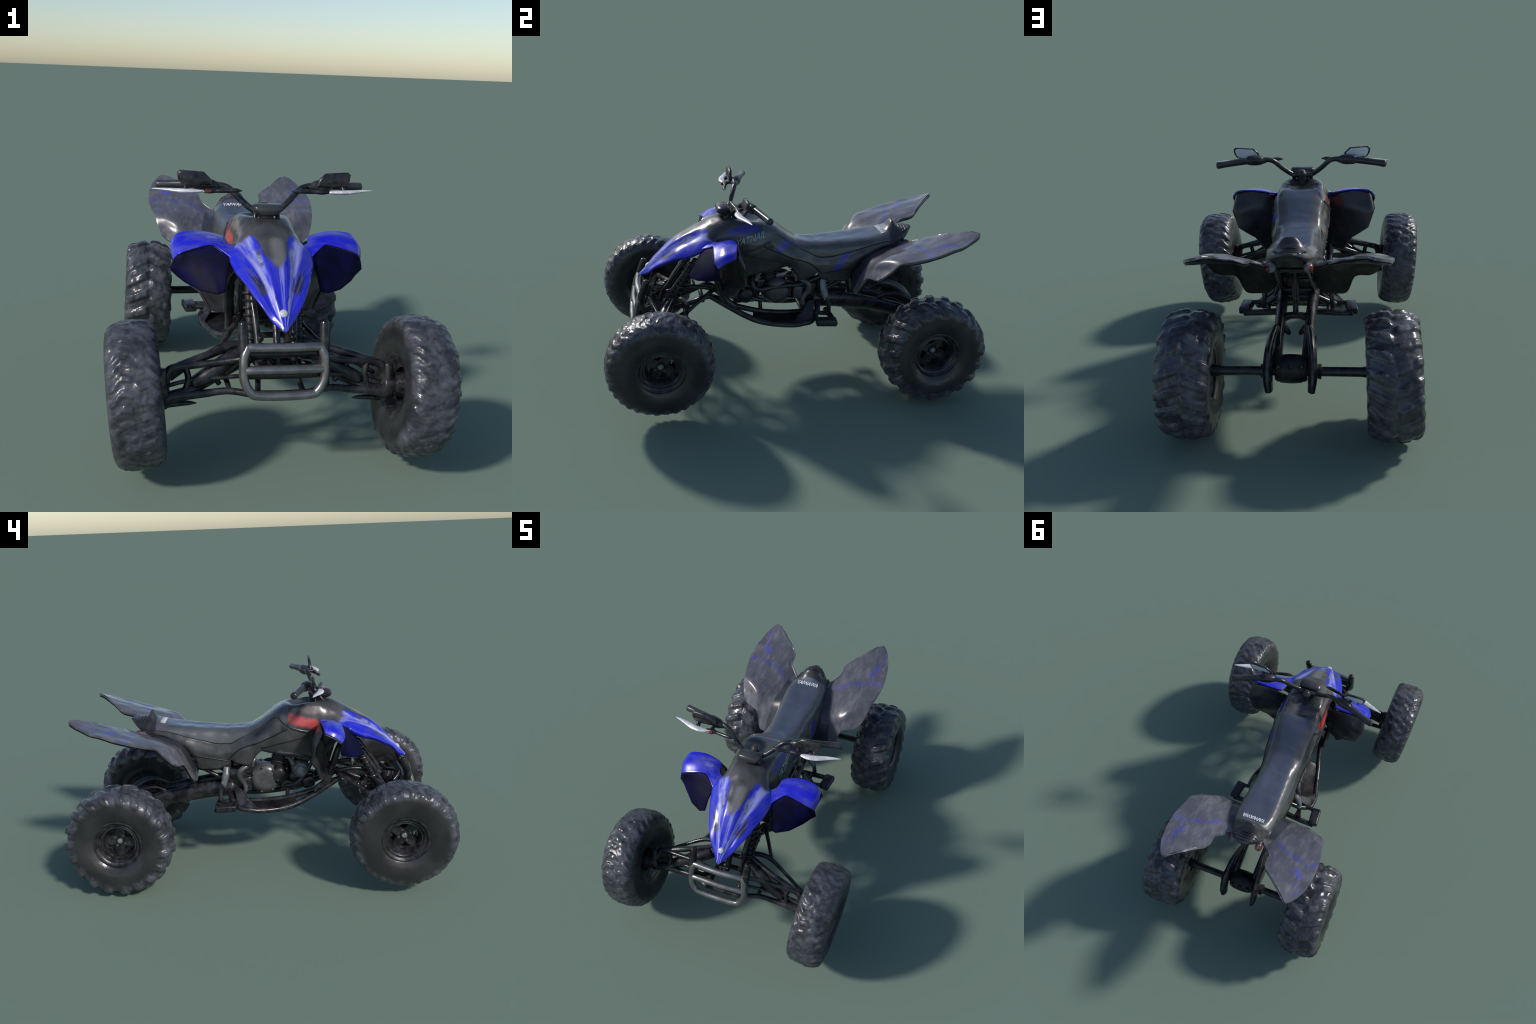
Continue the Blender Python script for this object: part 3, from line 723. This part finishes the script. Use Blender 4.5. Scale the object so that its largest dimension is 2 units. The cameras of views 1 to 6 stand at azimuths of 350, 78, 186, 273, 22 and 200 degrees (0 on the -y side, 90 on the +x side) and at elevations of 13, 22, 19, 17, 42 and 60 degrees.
# ------------------------------------------------------------------ steering and controls
HB = [(0, -.330, .922), (.049, -.326, .930), (.100, -.305, .968), (.145, -.285, 1.010), (.185, -.272, 1.022), (.25, -.252, 1.024), (.33, -.226, 1.018)]
tubes('handlebar', [([(-x, y, z) for x, y, z in HB[:0:-1]] + HB, .0130)], 'black_metal', QUAD)
for sgn in (1, -1):
    S = lambda pts: [(sgn * p[0], p[1], p[2]) for p in pts]
    tubes('grip', [(S([(.275, -.246, 1.022), (.30, -.237, 1.021), (.38, -.210, 1.015), (.418, -.198, 1.0115), (.427, -.195, 1.011)]), [.016, .018, .017, .0185, .018])], 'dark_plastic', QUAD)
    tubes('control_housing', [(S([(.185, -.275, 1.018), (.22, -.268, 1.020), (.265, -.252, 1.022), (.288, -.245, 1.020)]), [.013, .026, .025, .016])], 'black_metal', QUAD)
    # upright hand shield with a pale rear face
    def plate(o):
        out = [(.214, 1.026), (.222, 1.052), (.250, 1.078), (.345, 1.084), (.357, 1.074), (.353, 1.048), (.340, 1.028), (.30, 1.022)]
        cx, cz = .292, 1.052
        return [((x - cx) * o + cx, (z - cz) * o + cz) for x, z in out]
    V, F = [], []
    lay = [(-.302, .86), (-.299, .97), (-.293, 1.0), (-.288, .97), (-.286, .90)]
    for y, o in lay:
        for x, z in plate(o): V.append((sgn * x, y + (z - 1.05) * .12, z))
    for i in range(4):
        for j in range(8): F.append((i * 8 + j, i * 8 + (j + 1) % 8, (i + 1) * 8 + (j + 1) % 8, (i + 1) * 8 + j))
    F += [tuple(range(8)), tuple(range(32, 40))]
    e = empty('hand_shield', QUAD)
    new_obj('shield_body', V, F, 'black_metal', e)
    V = [(sgn * x, -.2848 + (z - 1.05) * .12 + d, z) for d in (0, -.001) for x, z in plate(.84)]
    new_obj('shield_face', V, [tuple(range(8)), tuple(range(8, 16))] + [(j, (j + 1) % 8, 8 + (j + 1) % 8, 8 + j) for j in range(8)], 'mirror_glass', e)
    tubes('shield_stay', [(S([(.26, -.262, 1.022), (.27, -.285, 1.028), (.275, -.295, 1.036)]), .010), (S([(.32, -.290, 1.030), (.325, -.31, 1.010)]), .007)], 'black_metal', e)
    # lever: pale blade, dark perch and cable
    e = empty('lever', QUAD)
    tubes('lever_blade', [(S([(.262, -.327, 1.005), (.30, -.330, 1.005), (.345, -.322, 1.005), (.39, -.306, 1.007), (.43, -.294, 1.008), (.456, -.287, 1.008)]),
                           [.011, .018, .0175, .013, .007, .0025], dict(flat=.5, up=(0, 0, 1)))], 'silver_lever', e)
    tubes('lever_perch', [(S([(.265, -.322, 1.006), (.23, -.322, 1.006), (.20, -.325, 1.006)]), [.008, .014, .009], dict(flat=.8)),
                          (S([(.24, -.318, 1.008), (.232, -.29, 1.014), (.225, -.27, 1.02)]), .009), (S([(.31, -.318, 1.006), (.315, -.295, 1.014)]), [.006, .006])], 'black_metal', e)
    tubes('cable', [(S([(.205, -.325, 1.006), (.16, -.334, 1.009), (.125, -.340, 1.011), (.101, -.341, 1.010)]), [.008, .0095, .009, .002])], 'black_metal', e)
    if sgn < 0:
        tubes('red_button', [([(-.225, -.338, 1.006), (-.248, -.338, 1.005)], .007)], 'red_lens', e)
        tubes('lever_tip', [([(-.262, -.327, 1.005), (-.245, -.326, 1.005)], .006)], 'silver_lever', e)
# dashboard pod
V, F = [], []
for y, wt, wb, zt, zb in ((-.398, .046, .026, .952, .925), (-.392, .055, .032, .958, .919), (-.375, .061, .040, .962, .914), (-.350, .061, .044, .962, .916), (-.338, .056, .042, .959, .921), (-.334, .048, .036, .955, .926)):
    zm = zt - .016
    for x, z in ((0, zt), (wt * .85, zt), (wt, zt - .006), (wt, zm), (wb, zb + .004), (wb * .6, zb), (0, zb)): V.append((x, y, z))
    for x, z in ((wb * .6, zb), (wb, zb + .004), (wt, zm), (wt, zt - .006), (wt * .85, zt)): V.append((-x, y, z))
for i in range(5):
    for j in range(12): F.append((i * 12 + j, i * 12 + (j + 1) % 12, (i + 1) * 12 + (j + 1) % 12, (i + 1) * 12 + j))
F += [tuple(range(12)), tuple(range(60, 72))]
new_obj('dash_pod', V, F, 'dark_plastic', QUAD)
tubes('steering_stem', [([(0, -.345, .925), (0, -.345, .86)], .030), ([(.042, -.335, .926), (.046, -.350, .905), (.040, -.355, .885)], .010), ([(-.042, -.335, .926), (-.046, -.350, .905), (-.040, -.355, .885)], .010),
                        ([(-.05, -.325, .928), (.05, -.325, .928)], .016)], 'black_metal', QUAD)
tubes('fuel_cap', [([(0, -.296, .885), (0, -.298, .915), (0, -.300, .938), (0, -.300, .952)], [.014, .017, .025, .018])], 'dark_plastic', QUAD)

# ------------------------------------------------------------------ front bumper
BP = empty('bumper', QUAD)
loop = [(.133, -.800, .520), (.147, -.812, .485), (.149, -.822, .430), (.143, -.828, .395), (.122, -.834, .362), (.095, -.836, .351), (0, -.838, .348)]
loop = loop + [(-x, y, z) for x, y, z in loop[-2::-1]]
tubes('bumper_loop', [(loop, .0170)], 'bumper', BP)
tubes('crossbar', [([(-.138, -.800, .518), (0, -.810, .520), (.138, -.800, .518)], .0170), ([(-.140, -.820, .441), (0, -.828, .444), (.140, -.820, .441)], .0165)], 'bumper', BP)
tubes('crossbar', [([(-.135, -.782, .490), (0, -.788, .490), (.135, -.782, .490)], .0150), ([(-.135, -.795, .412), (0, -.800, .412), (.135, -.795, .412)], .0140)], 'black_metal', BP)
for sgn in (1, -1):
    S = lambda pts: [(sgn * p[0], p[1], p[2]) for p in pts]
    tubes('post', [(S([(.150, -.770, .600), (.149, -.785, .555), (.146, -.800, .500), (.138, -.795, .45), (.11, -.76, .40), (.08, -.70, .385)]), [.017, .0195, .019, .016, .014, .014])], 'black_metal', BP)

# ------------------------------------------------------------------ frame
FRP = []
rail = [(.085, -.440, .480), (.112, -.320, .412), (.132, -.240, .372), (.155, -.170, .348), (.178, -.080, .337), (.205, .010, .342), (.210, .065, .352), (.202, .112, .362), (.15, .150, .395), (.09, .165, .43)]
down = [(.105, -.470, .740), (.150, -.425, .66), (.147, -.394, .567), (.139, -.360, .480), (.135, -.30, .43)]
low = [(.070, -.640, .400), (.075, -.52, .44), (.078, -.428, .470), (.085, -.30, .415), (.080, -.14, .370), (.075, .03, .355), (.075, .12, .37), (.075, .16, .42)]
up = [(.065, -.680, .420), (.075, -.600, .560), (.085, -.520, .660), (.09, -.44, .72)]
mid = [(.062, -.660, .500), (.078, -.520, .530), (.09, -.41, .515), (.14, -.37, .49)]
back = [(.07, .16, .42), (.085, .17, .50), (.09, .18, .60), (.088, .35, .66), (.08, .52, .70), (.07, .60, .75)]
sub = [(.075, .17, .47), (.078, .32, .56), (.075, .47, .66), (.07, .56, .72)]
tubes('frame_tube', [(rail, [.014, .015, .016, .016, .015, .015, .015, .015, .016, .015]), (down, [.014, .017, .019, .02, .018]), (low, .015), (up, .014), (mid, .012), (back, .013), (sub, .012)],
      'black_metal', QUAD, both=True)
tubes('frame_brace', [([(-.10, -.770, .330), (0, -.772, .328), (.10, -.770, .330)], .013), ([(-.08, -.560, .380), (.08, -.560, .380)], .012), ([(.085, -.770, .330), (.075, -.70, .37), (.07, -.66, .405)], .011), ([(-.085, -.770, .330), (-.075, -.70, .37), (-.07, -.66, .405)], .011), ([(-.07, -.66, .405), (.07, -.66, .405)], .014), ([(-.078, -.52, .53), (.078, -.52, .53)], .013), ([(-.085, -.47, .45), (.085, -.47, .45)], .012),
                      ([(-.08, .17, .47), (.08, .17, .47)], .022), ([(-.075, .50, .69), (.075, .50, .69)], .012), ([(-.075, .09, .365), (.075, .09, .365)], .014),
                      ([(0, -.70, .42), (0, -.62, .56), (0, -.54, .67)], .014), ([(.02, -.73, .47), (-.02, -.72, .45), (-.015, -.72, .41)], .006), ([(-.03, -.73, .49), (-.045, -.73, .46), (-.02, -.73, .42)], .006)], 'black_metal', QUAD)
# flat shelf plates under the boots
sheet('heel_guard', [
 [(.080, -.190, .380), (.100, -.195, .372), (.125, -.198, .360), (.150, -.180, .350)],
 [(.075, -.080, .360), (.110, -.080, .350), (.145, -.080, .342), (.176, -.080, .337)],
 [(.072, .020, .352), (.120, .020, .350), (.165, .020, .345), (.206, .020, .343)],
 [(.072, .110, .362), (.120, .112, .360), (.165, .113, .360), (.204, .112, .360)],
], .010, 'inner_black', QUAD, 4, 4)
sheet('heel_web', [
 [(.206, .112, .362), (.180, .122, .395), (.125, .140, .445)],
 [(.213, .05, .354), (.185, .07, .388), (.130, .10, .440)],
 [(.204, .0, .346), (.190, .02, .362), (.172, .05, .380)],
], .008, 'black_metal', QUAD, 4, 4)

# foot pegs with open middle, hung from a bracket
for sgn in (1, -1):
    S = lambda pts: [(sgn * p[0], p[1], p[2]) for p in pts]
    e = empty('foot_peg', QUAD)
    tubes('peg_frame', [(S([(.10, .130, .385), (.175, .125, .385), (.235, .135, .385)]), [.014, .013, .012]), (S([(.095, .215, .372), (.17, .222, .370), (.262, .225, .368)]), [.017, .016, .015]),
                        (S([(.14, .130, .385), (.15, .17, .38), (.145, .215, .374)]), .012)], 'black_metal', e)
    M = Matrix.Translation((sgn * .258, .176, .380)) @ Matrix.Rotation(-sgn * .10, 4, 'Z')
    b = blob_box('peg_pad', (.056, .112, .036), (0, 0, 0), 'black_metal', e, bev=.25); b.data.transform(M)
    tubes('peg_bracket', [(S([(.130, .175, .565), (.150, .180, .52), (.160, .195, .468)]), [.017, .020, .014])], 'pale_metal', e, flat=.8)
    tubes('peg_link', [(S([(.160, .195, .478), (.165, .208, .44), (.168, .210, .392)]), [.014, .012, .013])], 'black_metal', e)

# ------------------------------------------------------------------ engine
EN = empty('engine', QUAD)
blob_box('crankcase', (.15, .27, .135), (0, -.005, .485), 'black_metal', EN, rot=(.06, 0, 0), bev=.35, lump=.006)
blob_box('cylinder', (.12, .065, .14), (0, -.108, .600), 'black_metal', EN, rot=(.22, 0, 0), bev=.2, lump=.004)
blob_box('engine_casing', (.13, .11, .115), (0, -.205, .465), 'black_metal', EN, rot=(-.15, 0, 0), bev=.35, lump=.005)
blob_box('gearbox', (.17, .12, .16), (0, .120, .470), 'black_metal', EN, bev=.3, lump=.006)
for k in range(5):
    blob_box('cooling_fin', (.132, .074, .007), (0, -.102 - .004 * k, .572 + .014 * k), 'black_metal', EN, rot=(.22, 0, 0), bev=.3, segs=1)
def cover(name, x, y, z, r, h, mat, sgn, dome=.6):
    pr = [(0, .0005), (0, r)] + [(h * math.sin(t) , r * (1 - (1 - math.cos(t)) * dome)) for t in np.linspace(.2, 1.45, 6)] + [(h * 1.01, .0005)]
    M = Matrix.Translation((sgn * x, y, z)) @ Matrix.Rotation(0 if sgn > 0 else math.pi, 4, 'Z')
    return lathe_obj(name, pr, M, mat, EN, 40, False)
cover('clutch_cover', .055, -.030, .482, .085, .042, 'grey_metal', -1)
cover('clutch_cover', .062, -.105, .498, .055, .035, 'black_metal', -1)
cover('pump_cover', .050, -.225, .530, .052, .050, 'pale_metal', -1, .5)
cover('pump_ring', .063, -.225, .530, .034, .045, 'pale_metal', -1, .4)
cover('generator_cover', .062, -.060, .485, .075, .040, 'grey_metal', 1)
blob_box('engine_casing', (.04, .155, .085), (.072, -.055, .490), 'black_metal', EN, bev=.35, lump=.005)
blob_box('oil_tank', (.05, .055, .075), (.085, .048, .488), 'grey_metal', EN, bev=.3)
cover('water_pump', .055, -.235, .470, .050, .045, 'black_metal', 1, .5)
for sgn in (1, -1):
    S = lambda pts: [(sgn * p[0], p[1], p[2]) for p in pts]
    tubes('hose', [(S([(.08, .035, .565), (.10, .065, .560), (.112, .100, .540), (.112, .105, .505), (.107, .085, .47), (.112, .075, .435), (.115, .10, .39)]), [.010, .013, .016, .017, .014, .013, .014]),
                   (S([(.09, .02, .60), (.10, .03, .585), (.10, .035, .56)]), .011)], 'grey_metal', EN)
    tubes('hose', [(S([(.075, -.30, .62), (.085, -.285, .57), (.085, -.24, .49), (.085, -.19, .45), (.085, -.14, .44)]), [.009, .010, .012, .012, .010])], 'black_metal', EN)
    tubes('hose', [(S([(.06, -.16, .60), (.08, -.175, .585), (.10, -.185, .565)]), .013)], 'pale_metal', EN)
for k, (px, py, pz, sx, sy, sz) in enumerate([(.055, -.155, .535, .05, .05, .05), (-.06, -.15, .445, .05, .08, .05), (.062, .015, .528, .04, .07, .04), (-.055, .06, .530, .05, .06, .05),
        (.05, -.27, .455, .06, .07, .07), (-.05, -.265, .455, .06, .07, .07), (-.07, .075, .455, .04, .06, .08), (.07, .10, .455, .04, .06, .09)]):
    blob_box('engine_casing', (sx, sy, sz), (px, py, pz), 'black_metal', EN, rot=(.3 * math.sin(k * 2.1), 0, .2 * math.cos(k)), bev=.25, lump=.004)
for k in range(6):
    t = .5 + k * .9
    tubes('bolt', [([(-.100 - .004 * (k % 2), -.03 + .070 * math.cos(t), .482 + .070 * math.sin(t)), (-.082, -.03 + .070 * math.cos(t), .482 + .070 * math.sin(t))], .006)], 'grey_metal', EN, sides=8)
tubes('exhaust_pipe', [([(.03, -.150, .60), (.050, -.185, .585), (.078, -.205, .545), (.085, -.17, .505), (.088, -.06, .52), (.09, .06, .53), (.092, .14, .56), (.09, .25, .60)], .016)], 'black_metal', EN)
blob_box('radiator', (.21, .045, .20), (0, -.345, .60), 'inner_black', EN, rot=(-.2, 0, 0), bev=.2, lump=.004)
tubes('engine_mount', [([(.07, -.155, .44), (.078, -.150, .375)], .011), ([(-.07, -.155, .44), (-.078, -.150, .375)], .011)], 'black_metal', EN)
blob_box('air_box', (.15, .14, .10), (0, .25, .63), 'inner_black', EN, bev=.25)

# ------------------------------------------------------------------ front suspension
for sgn in (1, -1):
    S = lambda pts: [(sgn * p[0], p[1], p[2]) for p in pts]
    e = empty('control_arm', QUAD)
    tubes('wishbone', [(S([(.075, -.760, .470), (.17, -.725, .445), (.28, -.705, .425), (.375, -.695, .412), (.408, -.70, .395), (.420, -.705, .355)]), [.012, .012, .013, .016, .018, .019]),
                        (S([(.070, -.600, .485), (.16, -.640, .470), (.27, -.675, .445), (.375, -.692, .414)]), [.011, .013, .016, .014])], 'black_metal', e)
    tubes('wishbone', [(S([(.09, -.770, .325), (.19, -.735, .330), (.28, -.725, .318), (.36, -.722, .312), (.425, -.722, .300)]), [.013, .013, .015, .020, .026]),
                        (S([(.075, -.560, .380), (.15, -.620, .375), (.24, -.675, .355), (.33, -.710, .325), (.40, -.72, .305)]), [.012, .014, .018, .020, .024]),
                        (S([(.185, -.735, .330), (.19, -.70, .350), (.20, -.655, .368)]), .010)], 'black_metal', e)
    tubes('tie_rod', [(S([(.03, -.590, .445), (.12, -.560, .448), (.197, -.565, .441), (.30, -.60, .395), (.395, -.635, .345)]), [.012, .014, .012, .010, .011]),
                      (S([(.10, -.415, .520), (.15, -.490, .482), (.197, -.563, .441)]), [.013, .010, .011])], 'black_metal', e)
    tubes('link_rod', [(S([(.075, -.740, .392), (.20, -.725, .380), (.33, -.71, .365), (.41, -.705, .345)]), .008), (S([(.27, -.708, .428), (.25, -.70, .39), (.22, -.70, .345)]), .010),
                       (S([(.345, -.70, .415), (.335, -.71, .37), (.35, -.72, .32)]), .012)], 'black_metal', e)
    tubes('knuckle', [(S([(.428, -.705, .405), (.432, -.712, .35), (.432, -.715, .30), (.420, -.700, .262)]), [.018, .026, .030, .016]),
                      (S([(.42, -.715, .328), (.50, -.722, .326)]), [.036, .030]),
                      (S([(.425, -.690, .262), (.36, -.684, .265), (.325, -.682, .264), (.300, -.681, .262)]), [.012, .011, .008, .002])], 'black_metal', e)
    # shock absorber: body and coil
    s = empty('shock_absorber', QUAD)
    a, b = np.array([.092, -.512, .690]), np.array([.092, -.640, .440]); c = np.array([.315, -.705, .352])
    tubes('shock_body', [(S([a, a * .5 + b * .5, b]), [.017, .017, .016])], 'inner_black', s)
    tubes('shock_leg', [(S([(.120, -.650, .455), (.180, -.675, .425), (.245, -.692, .385), c]), [.022, .034, .034, .024])], 'black_metal', s)
    ax = (b - a) / np.linalg.norm(b - a); u = np.cross(ax, [1, 0, 0]); u /= np.linalg.norm(u); v = np.cross(ax, u)
    coil = []
    for i in range(8 * 14 + 1):
        t = i / (8 * 14); th = 2 * math.pi * 8 * t
        coil.append(a + (b - a) * (.10 + .82 * t) + .0215 * (math.cos(th) * u + math.sin(th) * v))
    tubes('coil_spring', [(S(coil), .0055, dict(smooth=False, sides=7))], 'black_metal', s)

# ------------------------------------------------------------------ rear swing arm and axle
SA = empty('swing_arm', QUAD)
for sgn in (1, -1):
    S = lambda pts: [(sgn * p[0], p[1], p[2]) for p in pts]
    tubes('arm_beam', [(S([(.078, .150, .432), (.074, .25, .428), (.070, .38, .408), (.068, .50, .385), (.066, .62, .352), (.064, .70, .318)]), [.026, .027, .026, .024, .024, .022], dict(up=(0, 0, 1), flat=1.7))], 'black_metal', SA)
    tubes('axle_plate', [(S([(.068, .525, .420), (.074, .575, .440), (.084, .635, .432), (.092, .695, .400), (.096, .745, .350), (.095, .775, .298), (.090, .788, .250)]), [.014, .022, .028, .033, .036, .036, .030], dict(up=(1, 0, 0), flat=.55)),
                         (S([(.066, .60, .375), (.082, .66, .350), (.088, .72, .312)]), [.020, .030, .036], dict(up=(1, 0, 0), flat=.4))], 'black_metal', SA)
    tubes('chain_slider', [(S([(.066, .440, .395), (.045, .450, .385), (.024, .458, .364)]), [.022, .018, .010])], 'black_metal', SA)
tubes('cross_member', [([(-.07, .385, .410), (-.03, .375, .418), (0, .372, .420), (.03, .375, .418), (.07, .385, .410)], [.024, .018, .017, .018, .024]), ([(-.075, .16, .43), (.075, .16, .43)], .035)], 'black_metal', SA)
tubes('damper', [([(0, .340, .640), (0, .355, .52), (0, .372, .425)], [.018, .014, .013])], 'black_metal', SA)
lathe_obj('axle_carrier', [(-.070, .0005), (-.070, .050), (-.058, .056), (-.050, .056), (-.046, .060), (-.01, .063), (.01, .063), (.046, .060), (.050, .056), (.058, .056), (.068, .050), (.068, .0005)], Matrix.Translation((0, .702, .312)), 'inner_black', SA, 40, False)
lathe_obj('axle', [(-.42, .0005), (-.42, .030), (-.34, .027), (-.30, .021), (0, .020), (.30, .021), (.34, .027), (.42, .030), (.42, .0005)], Matrix.Translation((0, .7105, .3045)), 'black_metal', SA, 28, False)
for sgn in (1, -1):
    lathe_obj('axle_flange', [(-.012, .0005), (-.012, .034), (.012, .030), (.012, .0005)], Matrix.Translation((sgn * .118, .7105, .3045)), 'black_metal', SA, 24, False)
    for k in range(3):
        tubes('carrier_bolt', [([(sgn * (.05 - .05 * k), .752, .345 - .002 * k), (sgn * (.05 - .05 * k), .765, .352)], .008)], 'black_metal', SA, sides=8)
lathe_obj('sprocket', [(-.006, .0005), (-.006, .055), (.006, .055), (.006, .0005)], Matrix.Translation((-.103, .650, .385)), 'black_metal', SA, 36, False)
